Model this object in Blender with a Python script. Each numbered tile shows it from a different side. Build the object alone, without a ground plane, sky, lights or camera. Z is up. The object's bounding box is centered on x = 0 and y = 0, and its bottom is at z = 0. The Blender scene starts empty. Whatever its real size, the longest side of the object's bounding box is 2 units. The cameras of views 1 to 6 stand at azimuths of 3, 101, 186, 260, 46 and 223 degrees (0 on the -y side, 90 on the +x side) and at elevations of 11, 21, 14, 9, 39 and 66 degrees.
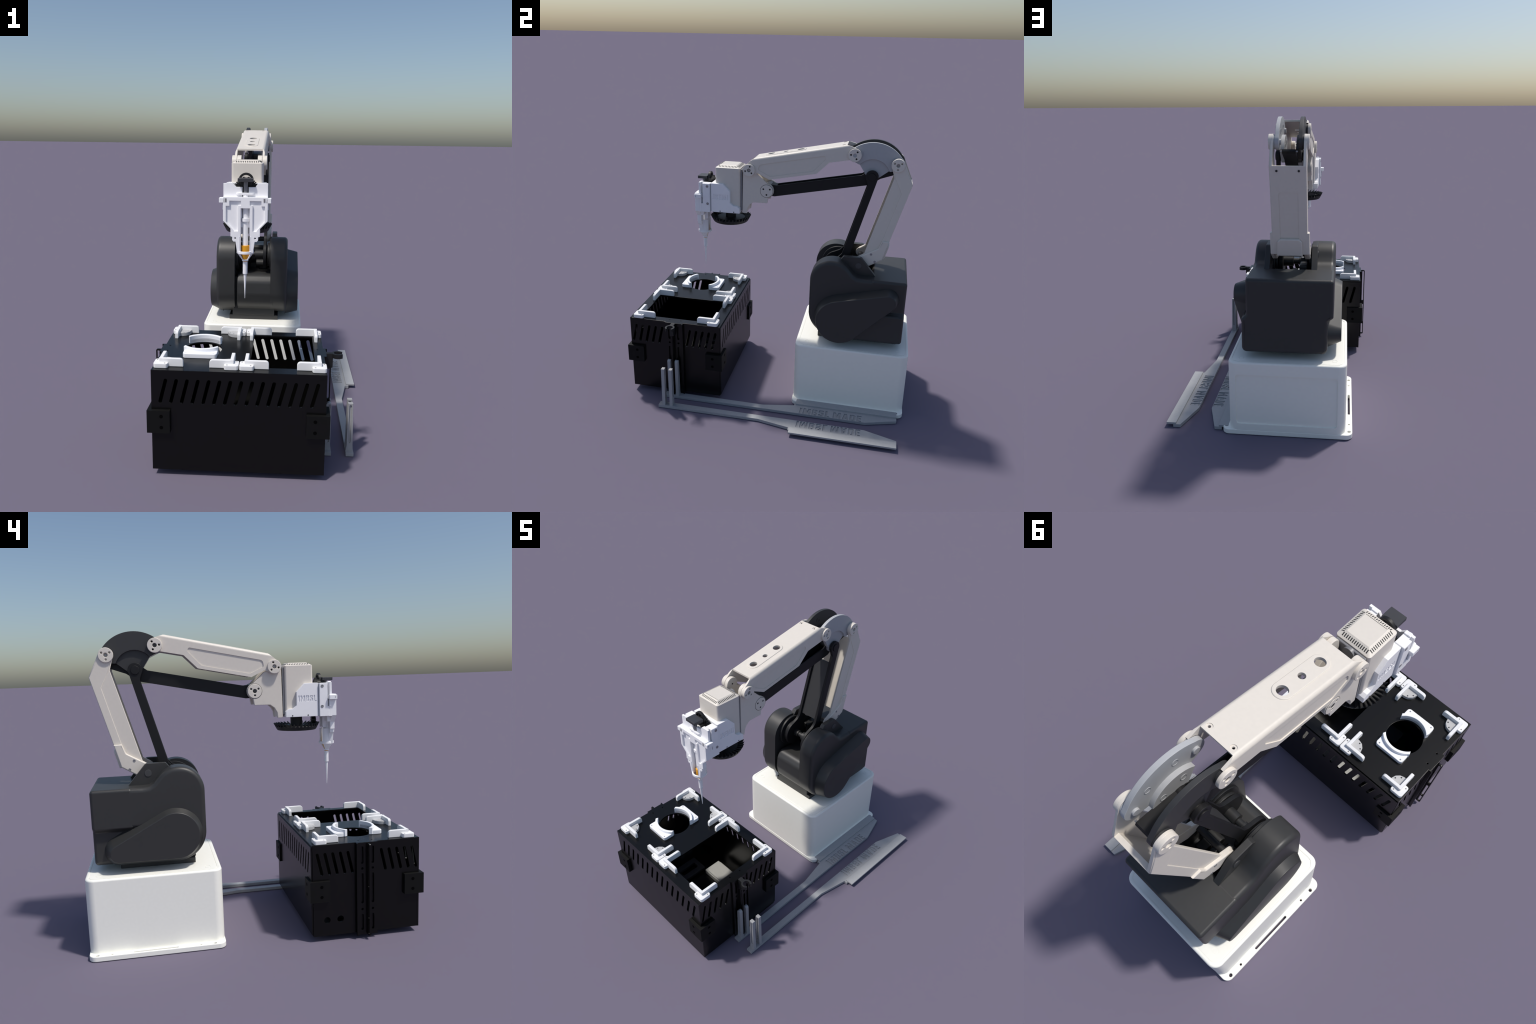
"""Desk-top pipetting robot: a dark-and-white linkage arm on a white base, a black vented
equipment box with white corner clips, and two grey lettered carrier strips lying beside them."""
import bpy, bmesh, math
from mathutils import Matrix, Vector

CX = -0.128                      # symmetry plane of the arm
TAU = math.tau

# ------------------------------------------------------------------ materials
def material(name, colour, rough=0.5, metallic=0.0, spec=0.5, grain=0.03, grain_scale=60.0,
             bump=0.0, coat=0.0):
    m = bpy.data.materials.new(name)
    m.use_nodes = True
    nt = m.node_tree
    b = nt.nodes["Principled BSDF"]
    b.inputs["Roughness"].default_value = rough
    b.inputs["Metallic"].default_value = metallic
    b.inputs["Specular IOR Level"].default_value = spec
    b.inputs["Coat Weight"].default_value = coat
    tc = nt.nodes.new("ShaderNodeTexCoord")
    nz = nt.nodes.new("ShaderNodeTexNoise")
    nz.inputs["Scale"].default_value = grain_scale
    nz.inputs["Detail"].default_value = 4.0
    nt.links.new(tc.outputs["Object"], nz.inputs["Vector"])
    ramp = nt.nodes.new("ShaderNodeValToRGB")
    ramp.color_ramp.elements[0].position = 0.3
    ramp.color_ramp.elements[1].position = 0.7
    lo = [max(0.0, c * (1 - grain)) for c in colour]
    hi = [min(1.0, c * (1 + grain)) for c in colour]
    ramp.color_ramp.elements[0].color = (*lo, 1)
    ramp.color_ramp.elements[1].color = (*hi, 1)
    nt.links.new(nz.outputs["Fac"], ramp.inputs["Fac"])
    nt.links.new(ramp.outputs["Color"], b.inputs["Base Color"])
    if bump:
        bp = nt.nodes.new("ShaderNodeBump")
        bp.inputs["Strength"].default_value = bump
        bp.inputs["Distance"].default_value = 0.002
        nt.links.new(nz.outputs["Fac"], bp.inputs["Height"])
        nt.links.new(bp.outputs["Normal"], b.inputs["Normal"])
    return m

BASE_WHITE = material("base_white_paint", (0.945, 0.935, 0.86), 0.45, grain=0.01)
ARM_WHITE = material("arm_warm_white", (0.705, 0.655, 0.585), 0.45, grain=0.015)
HEAD_WHITE = material("gripper_cool_white", (0.90, 0.895, 0.91), 0.45, grain=0.01)
CLIP_WHITE = material("clip_white_plastic", (0.90, 0.91, 0.94), 0.4, grain=0.01)
CHARCOAL = material("charcoal_shell", (0.033, 0.033, 0.0325), 0.45, grain=0.04)
LINK_BLACK = material("black_link_metal", (0.0105, 0.0105, 0.0115), 0.5, spec=0.3, grain=0.05)
DARK_IN = material("inner_dark_metal", (0.018, 0.018, 0.018), 0.5, grain=0.05)
SLATE_BLACK = material("sector_black", (0.034, 0.034, 0.035), 0.5, grain=0.04)
SECTOR_GREY = material("sector_grey", (0.42, 0.43, 0.445), 0.5, grain=0.02)
BOX_BLACK = material("box_black_sheet", (0.0030, 0.0030, 0.0028), 0.27, spec=0.32, grain=0.06)
TAB_BLACK = material("bracket_black", (0.0042, 0.0042, 0.004), 0.6, spec=0.2, grain=0.06)
STRIP_GREY = material("strip_grey_plastic", (0.36, 0.365, 0.375), 0.55, grain=0.03)
DEVICE_GREY = material("device_grey", (0.42, 0.42, 0.40), 0.5, grain=0.03)
FRAME_DARK = material("device_dark", (0.035, 0.036, 0.042), 0.5, grain=0.04)
INSERT_GREY = material("insert_grey", (0.47, 0.47, 0.47), 0.5, grain=0.02)
ORANGE = material("orange_collar", (0.72, 0.33, 0.012), 0.4, grain=0.02)
STEEL = material("screw_steel", (0.33, 0.33, 0.34), 0.35, metallic=0.7, grain=0.03)
SCREW_DARK = material("screw_hole_dark", (0.03, 0.03, 0.03), 0.6, grain=0.03)
ROD_GREY = material("rod_grey", (0.20, 0.20, 0.21), 0.4, grain=0.02)
HOLE_BLACK = material("hole_black", (0.0015, 0.0015, 0.0015), 0.9, spec=0.05, grain=0.02)
BOLT_DARK = material("bolt_dark", (0.055, 0.056, 0.058), 0.45, grain=0.03)
GEAR_BLACK = material("gear_black", (0.012, 0.012, 0.0125), 0.5, spec=0.4, grain=0.05)

# ------------------------------------------------------------------ 2D outlines
def circle(c, r, n=32, a0=0.0):
    return [(c[0] + r * math.cos(a0 + TAU * i / n), c[1] + r * math.sin(a0 + TAU * i / n)) for i in range(n)]

def rounded(pts, radii, seg=6):
    """Polygon with filleted corners; radii is one number or a list (0 keeps the corner)."""
    n = len(pts)
    if not isinstance(radii, (list, tuple)):
        radii = [radii] * n
    out = []
    for i in range(n):
        p = Vector(pts[i]); a = Vector(pts[i - 1]); b = Vector(pts[(i + 1) % n]); r = radii[i]
        if r <= 0:
            out.append(tuple(p)); continue
        u = (a - p); v = (b - p)
        lu, lv = u.length, v.length
        u.normalize(); v.normalize()
        ang = u.angle(v)
        if ang > math.pi - 0.03:
            out.append(tuple(p)); continue
        t = min(r / math.tan(ang / 2), 0.48 * lu, 0.48 * lv)
        rr = t * math.tan(ang / 2)
        c = p + (u + v).normalized() * (rr / math.sin(ang / 2))
        s = p + u * t - c
        e = p + v * t - c
        sweep = s.angle_signed(e)      # clockwise positive in mathutils
        for k in range(seg + 1):
            th = -sweep * k / seg
            out.append((c.x + s.x * math.cos(th) - s.y * math.sin(th),
                        c.y + s.x * math.sin(th) + s.y * math.cos(th)))
    return out

def rect(x0, y0, x1, y1, r=0.0, seg=6):
    p = [(x0, y0), (x1, y0), (x1, y1), (x0, y1)]
    return rounded(p, r, seg) if r else p

def slot(a, b, w, n=6):
    """Stadium-shaped slot from a to b with width w."""
    a = Vector(a); b = Vector(b); d = (b - a).normalized(); ang = math.atan2(d.y, d.x); r = w / 2
    o = []
    for i in range(n + 1):
        t = ang - math.pi / 2 + math.pi * i / n
        o.append((b.x + r * math.cos(t), b.y + r * math.sin(t)))
    for i in range(n + 1):
        t = ang + math.pi / 2 + math.pi * i / n
        o.append((a.x + r * math.cos(t), a.y + r * math.sin(t)))
    return o

def hull(points):
    pts = sorted(set((round(x, 6), round(y, 6)) for x, y in points))
    def half(ps):
        h = []
        for p in ps:
            while len(h) > 1 and (h[-1][0]-h[-2][0])*(p[1]-h[-2][1]) - (h[-1][1]-h[-2][1])*(p[0]-h[-2][0]) <= 0:
                h.pop()
            h.append(p)
        return h
    return half(pts)[:-1] + half(pts[::-1])[:-1]

def pear(c1, r1, c2, r2, n=48):
    return hull(circle(c1, r1, n) + circle(c2, r2, n))

# ------------------------------------------------------------------ mesh builders
AX = {'z': Matrix(((1, 0, 0, 0), (0, 1, 0, 0), (0, 0, 1, 0), (0, 0, 0, 1))),
      'x': Matrix(((0, 0, 1, 0), (1, 0, 0, 0), (0, 1, 0, 0), (0, 0, 0, 1))),      # (y, z) profile
      'y': Matrix(((1, 0, 0, 0), (0, 0, -1, 0), (0, 1, 0, 0), (0, 0, 0, 1)))}     # (x, z) profile

def shade(me, ang=32):
    me.polygons.foreach_set("use_smooth", [True] * len(me.polygons))
    me.set_sharp_from_angle(angle=math.radians(ang))

def plate(outline, axis, lo, hi, bevel=0.0, holes=(), res=2):
    """Mesh: filled outline (with holes) extruded along an axis from lo to hi, edges rounded by bevel."""
    cu = bpy.data.curves.new("outline", 'CURVE')
    cu.dimensions = '2D'
    cu.fill_mode = 'BOTH'
    for o in [outline, *holes]:
        s = cu.splines.new('POLY')
        s.points.add(len(o) - 1)
        s.points.foreach_set("co", [v for p in o for v in (p[0], p[1], 0.0, 1.0)])
        s.use_cyclic_u = True
    th = abs(hi - lo)
    bevel = min(bevel, th * 0.49)
    cu.extrude = th / 2 - bevel
    if bevel > 0:
        cu.bevel_depth = bevel
        cu.bevel_resolution = res
        cu.offset = -bevel
    ob = bpy.data.objects.new("outline", cu)
    bpy.context.scene.collection.objects.link(ob)
    dg = bpy.context.evaluated_depsgraph_get()
    me = bpy.data.meshes.new_from_object(ob.evaluated_get(dg))
    bpy.data.objects.remove(ob)
    bpy.data.curves.remove(cu)
    mid = (lo + hi) / 2
    if axis == 'y':
        mid = -mid
    me.transform(AX[axis] @ Matrix.Translation((0, 0, mid)))
    bm = bmesh.new(); bm.from_mesh(me)
    bmesh.ops.remove_doubles(bm, verts=bm.verts, dist=1e-6)
    bmesh.ops.recalc_face_normals(bm, faces=bm.faces)
    bm.to_mesh(me); bm.free()
    shade(me)
    return me

def box(x0, x1, y0, y1, z0, z1, bevel=0.0, seg=3):
    bm = bmesh.new()
    bmesh.ops.create_cube(bm, size=1)
    for v in bm.verts:
        v.co = Vector(((x0 + x1) / 2 + v.co.x * (x1 - x0), (y0 + y1) / 2 + v.co.y * (y1 - y0),
                       (z0 + z1) / 2 + v.co.z * (z1 - z0)))
    if bevel:
        bmesh.ops.bevel(bm, geom=bm.edges[:], offset=bevel, segments=seg, affect='EDGES', profile=0.5)
    me = bpy.data.meshes.new("box")
    bm.to_mesh(me); bm.free(); shade(me)
    return me

def loft(sections, axis, cap=True):
    """Loft between outlines of equal length; sections = [(position, outline), ...]."""
    bm = bmesh.new(); rings = []
    for pos, o in sections:
        m = AX[axis]; p = -pos if axis == 'y' else pos
        rings.append([bm.verts.new((m @ Vector((a, b, p, 1)))[:3]) for a, b in o])
    n = len(rings[0])
    for a, b in zip(rings, rings[1:]):
        for i in range(n):
            bm.faces.new((a[i], a[(i + 1) % n], b[(i + 1) % n], b[i]))
    if cap:
        bm.faces.new(rings[0]); bm.faces.new(rings[-1])
    bmesh.ops.recalc_face_normals(bm, faces=bm.faces)
    me = bpy.data.meshes.new("loft"); bm.to_mesh(me); bm.free(); shade(me)
    return me

def lathe(profile, centre, axis='z', n=40):
    """Closed turned part; profile = [(radius, position along axis), ...]."""
    return loft([(h, circle(centre, max(r, 1e-4), n)) for r, h in profile], axis)

def tube(c, r0, r1, lo, hi, axis='z', bevel=0.0, n=40):
    return plate(circle(c, r1, n), axis, lo, hi, bevel, [circle(c, r0, n)])

def join(*meshes):
    bm = bmesh.new()
    for m in meshes:
        bm.from_mesh(m)
    me = bpy.data.meshes.new("joined"); bm.to_mesh(me); bm.free()
    shade(me)
    return me

def mirrored(me, x0=CX):
    """Copy of a mesh mirrored across the plane x = x0."""
    m = me.copy()
    m.transform(Matrix.Translation((2 * x0, 0, 0)) @ Matrix.Scale(-1, 4, (1, 0, 0)))
    m.flip_normals()
    return m

def both(me, x0=CX):
    return join(me, mirrored(me, x0))

def carve(me, cutters, op='DIFFERENCE'):
    """Boolean of a mesh with a list of cutter meshes."""
    ob = bpy.data.objects.new("carve", me)
    sc = bpy.context.scene.collection
    sc.objects.link(ob)
    tmp = []
    for c in cutters:
        k = bpy.data.objects.new("cutter", c); sc.objects.link(k); tmp.append(k)
        md = ob.modifiers.new("b", 'BOOLEAN'); md.operation = op; md.solver = 'MANIFOLD'; md.object = k
    dg = bpy.context.evaluated_depsgraph_get()
    out = bpy.data.meshes.new_from_object(ob.evaluated_get(dg))
    for k in tmp:
        bpy.data.objects.remove(k)
    bpy.data.objects.remove(ob)
    shade(out)
    return out

def prism(outline, axis, lo, hi):
    return loft([(lo, outline), (hi, outline)], axis)

# block capitals on a unit-height box: (advance width, outline, counters)
GLYPHS = {
    'I': (.22, [(0, 0), (.22, 0), (.22, 1), (0, 1)], []),
    'M': (.76, [(0, 0), (.18, 0), (.18, .62), (.32, 0), (.44, 0), (.58, .62), (.58, 0), (.76, 0), (.76, 1), (.5, 1), (.38, .45), (.26, 1), (0, 1)], []),
    'B': (.52, [(0, 0), (.42, 0), (.52, .1), (.52, .42), (.45, .52), (.52, .62), (.52, .9), (.42, 1), (0, 1)],
          [rect(.2, .16, .32, .43), rect(.2, .61, .32, .84)]),
    'S': (.52, [(0, .09), (.09, 0), (.43, 0), (.52, .09), (.52, .5), (.43, .58), (.2, .64), (.2, .84), (.32, .84), (.32, .68), (.52, .68), (.52, .91), (.43, 1), (.09, 1),
                (0, .91), (0, .55), (.09, .46), (.32, .40), (.32, .16), (.2, .16), (.2, .33), (0, .33)], []),
    'L': (.42, [(0, 0), (.42, 0), (.42, .17), (.2, .17), (.2, 1), (0, 1)], []),
    'A': (.62, [(0, 0), (.19, 0), (.22, .18), (.40, .18), (.43, 0), (.62, 0), (.44, 1), (.18, 1)], [[(.25, .34), (.37, .34), (.31, .74)]]),
    'D': (.54, [(0, 0), (.40, 0), (.54, .14), (.54, .86), (.40, 1), (0, 1)], [rect(.2, .16, .34, .84)]),
    'E': (.44, [(0, 0), (.44, 0), (.44, .17), (.2, .17), (.2, .42), (.4, .42), (.4, .58), (.2, .58), (.2, .83), (.44, .83), (.44, 1), (0, 1)], []),
}

def text_mesh(body, length, height, depth):
    """Engraving cutter: heavy block lettering scaled to length x height, centred, +-depth thick."""
    x = 0.0; items = []
    for ch in body:
        if ch == ' ':
            x += .22; continue
        w, o, hs = GLYPHS[ch]
        items.append((x, o, hs)); x += w + .13
    total = x - .13
    k = length / total
    f = lambda pts, x0: [((x0 + p[0]) * k - length / 2, (p[1] - .5) * height) for p in pts]
    return [plate(f(o, x0), 'z', -depth, depth, 0, [f(h, x0) for h in hs]) for x0, o, hs in items]

# ------------------------------------------------------------------ scene tree
def thing(name, loc, label, category):
    e = bpy.data.objects.new(name, None)
    e.location = loc
    e["label"] = label; e["category"] = category
    bpy.context.scene.collection.objects.link(e)
    return e

def even_normals(ob):
    """Flat faces stay flat next to rounded edges."""
    md = ob.modifiers.new("even_normals", 'WEIGHTED_NORMAL')
    md.keep_sharp = True
    md.weight = 90

def part(name, me, mat, parent, stuff=False):
    """Named mesh whose vertices are in world coordinates, parented so it stays in place."""
    me.name = name
    me.materials.clear(); me.materials.append(mat)
    ob = bpy.data.objects.new(name, me)
    bpy.context.scene.collection.objects.link(ob)
    root = parent
    off = Vector((0, 0, 0))
    while root:
        off += root.location; root = root.parent
    ob.parent = parent
    ob.location = -off
    even_normals(ob)
    if stuff:
        ob["kind"] = "stuff"
    return ob

def copies(ob, moves):
    """Linked copies of an object, placed by world-space matrices."""
    base = ob.matrix_basis.copy()
    for m in moves:
        c = ob.copy()
        bpy.context.scene.collection.objects.link(c)
        c.matrix_basis = base @ m
    return

robot = thing("robot_arm", (CX, 0.607, 0), "white and charcoal desktop robot arm holding a pipette", "robot arm")
box_thing = thing("equipment_box", (-0.126, -0.643, 0.034), "black slotted equipment box with white corner clips", "equipment box")

# ================================================================== BASE
B0, B1 = -0.481, 0.225
body = plate(rect(B0, 0.208, B1, 0.999, 0.055, 8), 'z', 0.002, 0.472, 0.012, res=3)
groove = plate(rect(B0 + .018, .233, B1 - .018, .98, .045, 8), 'z', .470, .49, 0,
               [rect(B0 + .022, .237, B1 - .022, .976, .042, 8)])
panel = prism(rect(-0.43, 0.072, 0.178, 0.394, 0.02), 'y', 0.991, 1.03)
discs_top = [tube((x, y), 0.0145, 0.017, .4705, .49, n=24) for x in (B0 + .075, B1 - .075) for y in (.29, .925)]
body = carve(body, [groove, panel] + discs_top)
base = part("base", body, BASE_WHITE, robot)
foot_holes = []
for x in (-0.502, 0.246):
    foot_holes += [circle((x, .274), .0105, 16), circle((x, .358), .007, 16), circle((x, .872), .007, 16),
                   circle((x, .954), .0105, 16), slot((x, .497), (x, .745), .014)]
part("foot_plate", plate(rect(-0.522, 0.206, 0.266, 1.0, 0.042, 8), 'z', 0.0, 0.031, 0.004, foot_holes), BASE_WHITE, base)

# ================================================================== SHOULDER
S = (0.443, 0.950)          # shoulder pivot (y, z)
C = (0.605, 1.040)          # rear link pivot
E = (0.645, 1.648)          # elbow pivot
A = (0.5235, 1.788)         # forearm pivot
B = (0.807, 1.7385)         # rear link top pivot
W = (-0.192, 1.643)         # wrist pivot
L = (-0.070, 1.498)         # lower wrist pivot

def arc(c, r, a0, a1, n=16):
    return [(c[0] + r * math.cos(math.radians(a0 + (a1 - a0) * i / n)),
             c[1] + r * math.sin(math.radians(a0 + (a1 - a0) * i / n))) for i in range(n + 1)]

def cheek_outline():
    K, M = (0.430, 0.934), (0.458, 0.690)
    o = [(0.84, 0.735), (0.84, 0.971)]
    o += [(0.645, 0.971), (0.605, 0.974), (0.578, 0.990)]
    o += arc(K, .1485, 37, 181, 24)
    o += arc(M, .1755, 178, 285, 18)
    o += [(0.60, 0.56), (0.62, 0.735)]
    return o

def cheek(x_in, x_out):
    """Side shell: rounded on the outside, cut square on the inside."""
    d = 1 if x_out > x_in else -1
    deep = x_in - d * .08
    me = plate(cheek_outline(), 'x', min(deep, x_out), max(deep, x_out), 0.026, res=4)
    k = sorted((x_in, x_in - d * .2))
    return carve(me, [box(k[0], k[1], 0, 1.2, .3, 1.3)])

shell = part("shoulder_housing", cheek(-0.262, -0.3955), CHARCOAL, robot)
part("side_shell", cheek(-0.003, 0.1175), CHARCOAL, shell)
rear_o = rounded([(-.362, .515), (.146, .515), (.146, .722), (.1178, .750), (.1178, .9716), (-.3958, .9716), (-.3958, .742), (-.362, .716)],
                 [.03, .03, .012, .012, .018, .018, .012, .012], 5)
part("rear_cover", plate(rear_o, 'y', .70, .943, .02, res=4), CHARCOAL, shell)
part("lower_cover", box(-.357, .1455, .47, .92, .516, .737, .02, 4), CHARCOAL, shell)
# drum between the cheeks
drum = plate(rounded([(0.67, 0.80), (0.67, 0.53), (0.40, 0.53), (0.36, 0.545), (0.300, 0.60), (0.284, 0.68), (0.290, 0.77), (0.325, 0.822), (0.40, 0.815)],
                     [0, 0, .05, .1, .1, .1, .06, .05, .03], 6), 'x', -0.243, 0.02, 0.004)
part("front_drum", drum, CHARCOAL, shell)
part("inner_wall", box(-0.27, -0.24, .33, .69, .56, .80), DARK_IN, shell)

def cover(c1, r1, c2, r2, x_in, x_out, draft, soft):
    """Drafted pear-shaped motor cover with a rounded face edge."""
    d = 1 if x_out > x_in else -1
    secs = [(x_in, pear(c1, r1, c2, r2))]
    n = 6
    span = abs(x_out - x_in)
    out = []
    for x, inset in [(x_in, 0.0), (x_out - d * soft, draft * (span - soft) / span)] + \
                    [(x_out - d * soft * (1 - math.sin(t)), draft * (span - soft) / span + soft * (1 - math.cos(t)))
                     for t in [math.pi / 2 * k / n for k in range(1, n + 1)]]:
        o = [(y, z) for y, z in ring_pear(c1, r1 - inset, c2, r2 - inset)]
        out.append((x, o))
    return loft(out, 'x')

def ring_pear(c1, r1, c2, r2, n=40):
    """Tangent hull of two circles with a fixed vertex count."""
    d = Vector((c2[0] - c1[0], c2[1] - c1[1])); th = math.atan2(d.y, d.x)
    g = math.acos((r1 - r2) / d.length)
    o = []
    for i in range(n + 1):
        t = th + g + (TAU - 2 * g) * i / n
        o.append((c1[0] + r1 * math.cos(t), c1[1] + r1 * math.sin(t)))
    for i in range(n // 2 + 1):
        t = th - g + 2 * g * i / (n // 2)
        o.append((c2[0] + r2 * math.cos(t), c2[1] + r2 * math.sin(t)))
    return o

part("motor_cover", cover((0.462, 0.684), 0.176, (0.795, 0.601), 0.090, -0.355, -0.4435, 0.040, 0.006), CHARCOAL, shell)
part("motor_cover", cover((0.504, 0.668), 0.181, (0.823, 0.846), 0.080, 0.105, 0.199, 0.024, 0.007), CHARCOAL, shell)
# bearing ears of the rear link
ear = rounded([(0.735, 0.96), (0.618, 1.098), (0.50, 1.099), (0.47, 1.06), (0.47, 0.96)], [0, .025, .004, 0, 0])
for x0, x1 in ((-0.288, -0.252), (0.001, 0.036)):
    part("bearing_ear", plate(ear, 'x', x0, x1, 0.003), CHARCOAL, shell)
for x0, x1 in ((-0.291, -0.27), (0.02, 0.039)):
    part("bearing_bolt", plate(circle(C, .021, 24), 'x', x0, x1, 0.001), BOLT_DARK, shell)
# turntable plate
tt = join(box(-0.305, 0.054, 0.352, 0.80, 0.472, 0.506, 0.002, 1), box(-0.280, 0.028, 0.347, 0.80, 0.505, 0.56, 0.003, 1))
part("turntable", tt, CHARCOAL, robot)

# inside the shoulder: hubs, shaft and bearings
hub = join(tube(S, .03, .118, -0.264, -0.240, 'x', .003), tube(S, .02, .088, -0.242, -0.224, 'x', .004),
           plate(circle(S, .062, 36), 'x', -0.23, -0.210, .004),
           tube(S, .03, .118, -0.013, 0.004, 'x', .003), tube(S, .02, .088, -0.030, -0.011, 'x', .004), plate(circle(S, .06, 36), 'x', -0.04, -0.02, .004))
part("pivot_hub", hub, DARK_IN, shell)
shaft = lathe([(.026, -.215), (.026, -.16), (.019, -.158), (.019, -.125), (.033, -.122), (.033, -.06), (.02, -.058), (.02, -.03)], S, 'x', 28)
part("pivot_shaft", shaft, DARK_IN, shell)
inner = join(box(-.225, -.175, .55, .66, .80, .98, .01), tube((.62, .90), .02, .05, -.16, -.13, 'x', .004),
             plate(circle((.56, .86), .028, 24), 'x', -.12, -.03, .004), box(-.10, -.04, .60, .66, .80, .88, .008))
part("inner_mechanism", inner, DARK_IN, shell, stuff=True)

# ================================================================== LEVER (black fork from shoulder to elbow)
def lever_side():
    dy = 0.284
    o = arc(E, .043, -30, 190, 18)
    o += [(0.615, 1.612), (0.6215, 1.590), (0.480, 1.089), (0.455, 1.062)]
    o += arc(S, .098, 105, 392, 28)
    o += [(0.530, 1.03), (0.5365, 1.090)]
    return o[::-1]
lv = plate(lever_side(), 'x', CX + .068, CX + .090, .002)
lever = part("lever", both(lv), LINK_BLACK, robot)
def ax(y0, z0, slope, z):
    return y0 + (z - z0) * slope
sl = (0.6215 - 0.480) / (1.590 - 1.089)
web = plate([(0.500, 1.105), (0.514, 1.105), (0.514 + sl * .42, 1.525), (0.500 + sl * .42, 1.525)], 'x', CX - .069, CX + .069)
part("lever_web", web, SLATE_BLACK, lever)
cap = join(plate(circle(E, .026, 28), 'x', CX + .089, CX + .096, .002), plate(circle(E, .026, 28), 'x', CX - .096, CX - .089, .002))
part("elbow_cap", cap, LINK_BLACK, lever)
part("elbow_axle", plate(circle(E, .03, 28), 'x', CX - .07, CX + .07), DARK_IN, lever)

# ================================================================== SECTOR PLATES
def sector_outline(r_out=.226, r_in=.117, r_end=.044):
    a_a = math.degrees(math.atan2(A[1] - E[1], A[0] - E[0]))       # ~131
    a_b = math.degrees(math.atan2(B[1] - E[1], B[0] - E[0]))       # ~29
    o = arc(E, r_out, a_b + 6.5, a_a - 6.5, 30)
    o += arc(A, r_end, a_a - 10, a_a + 110, 8)
    o += arc(E, r_in, a_a + 9, a_b - 9, 24)
    o += arc(B, r_end, a_b - 110, a_b + 10, 8)
    return o
def inner_sector(r):
    a_a, a_b = 139, 22
    return arc(E, r, a_b, a_a, 26) + arc(E, .04, a_a + 40, 360 + a_b - 40, 14)
sector = plate(sector_outline(), 'x', CX + .055, CX + .077, .0015)
raised = plate(inner_sector(.122), 'x', CX + .034, CX + .061, .0015)
buttons = [tube((E[0] + r * math.cos(math.radians(a)), E[1] + r * math.sin(math.radians(a))), .0125, .0145, CX + x - .001, CX + x + .002, 'x', n=20)
           for r, a, x in ((.172, 58, .0545), (.172, 102, .0545), (.085, 45, .0335), (.085, 115, .0335))]
pins = [plate(circle(c, r, 24), 'x', CX + .045, CX + .1, .002) for c in (A, B) for r in (.016,)]
spacers = [plate(circle(c, .040, 32), 'x', CX + .075, CX + .089, .002) for c in (A, B)]
right_sector = join(sector, raised, *buttons, *pins, *spacers)
part("sector_plate", right_sector.copy(), SECTOR_GREY, robot)
left_sector = mirrored(right_sector)
part("sector_plate", left_sector, SLATE_BLACK, robot)

# ================================================================== joint discs
def joint_disc(c, r, x_in, x_out, phase, name, parent, centre=True):
    hs = [circle((c[0] + .0265 * math.cos(math.radians(a)), c[1] + .0265 * math.sin(math.radians(a))), .0062, 14)
          for a in (phase, phase + 120, phase + 240)]
    sink = [tube((h[0][0] - .0052, h[0][1]), .0051, .0085, x_out - .001, x_out + .0005, 'x', n=14) for h in []]
    if centre:
        hs.append(circle(c, .0125, 20))
    d = part(name, plate(circle(c, r, 40), 'x', min(x_in, x_out), max(x_in, x_out), .0025, hs), ARM_WHITE, parent)
    back = x_in + (x_out - x_in) * .25
    part("disc_screw", join(*[plate(h, 'x', min(x_in, back), max(x_in, back)) for h in hs[:3]]), SCREW_DARK, parent, stuff=True)
    if centre:
        back = x_in + (x_out - x_in) * .55
        part("disc_pin", plate(circle(c, .0088, 20), 'x', min(x_in, back), max(x_in, back), .0015), STEEL, parent)
    return d

# ================================================================== FOREARM (white inverted channel)
top_dir = Vector((-0.623, -0.125)).normalized()
f_out = [(0.467, 1.851), (-0.158, 1.7255)]
f_pts = [(0.467, 1.851), (0.526, 1.834)] + arc(A, .044, 85, 270, 12)[1:] + \
        [(0.492, 1.753), (0.356, 1.7275), (0.275, 1.647), (-0.05, 1.584), (-0.134, 1.624)] + \
        arc(W, .043, 300, 138, 12) + [(-0.158, 1.7255)]
HW = 0.0905
def forearm_mesh():
    bm = bmesh.new()
    o = f_pts
    r0 = [bm.verts.new((CX - HW, y, z)) for y, z in o]
    r1 = [bm.verts.new((CX + HW, y, z)) for y, z in o]
    n = len(o)
    bm.faces.new(r0); bm.faces.new(r1)
    for i in range(n):
        bm.faces.new((r0[i], r0[(i + 1) % n], r1[(i + 1) % n], r1[i]))
    bmesh.ops.recalc_face_normals(bm, faces=bm.faces)
    bm.edges.ensure_lookup_table()
    top = []
    for e in bm.edges:
        a, b = e.verts
        if abs(a.co.x - b.co.x) < 1e-6:
            ys = sorted((a.co.y, b.co.y))
            if abs(ys[0] + .158) < 1e-4 and abs(ys[1] - .467) < 1e-4:
                top.append(e)
    bmesh.ops.bevel(bm, geom=top, offset=.019, segments=6, affect='EDGES', profile=.5, clamp_overlap=False)
    me = bpy.data.meshes.new("forearm"); bm.to_mesh(me); bm.free()
    return me
cut = rounded([(0.8, 1.885), (0.467, 1.840), (-0.158, 1.7145), (-0.4, 1.66), (-0.4, 1.3), (0.8, 1.3)], 0)
cutter = plate(cut, 'x', CX - .078, CX + .078, 0)
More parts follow.
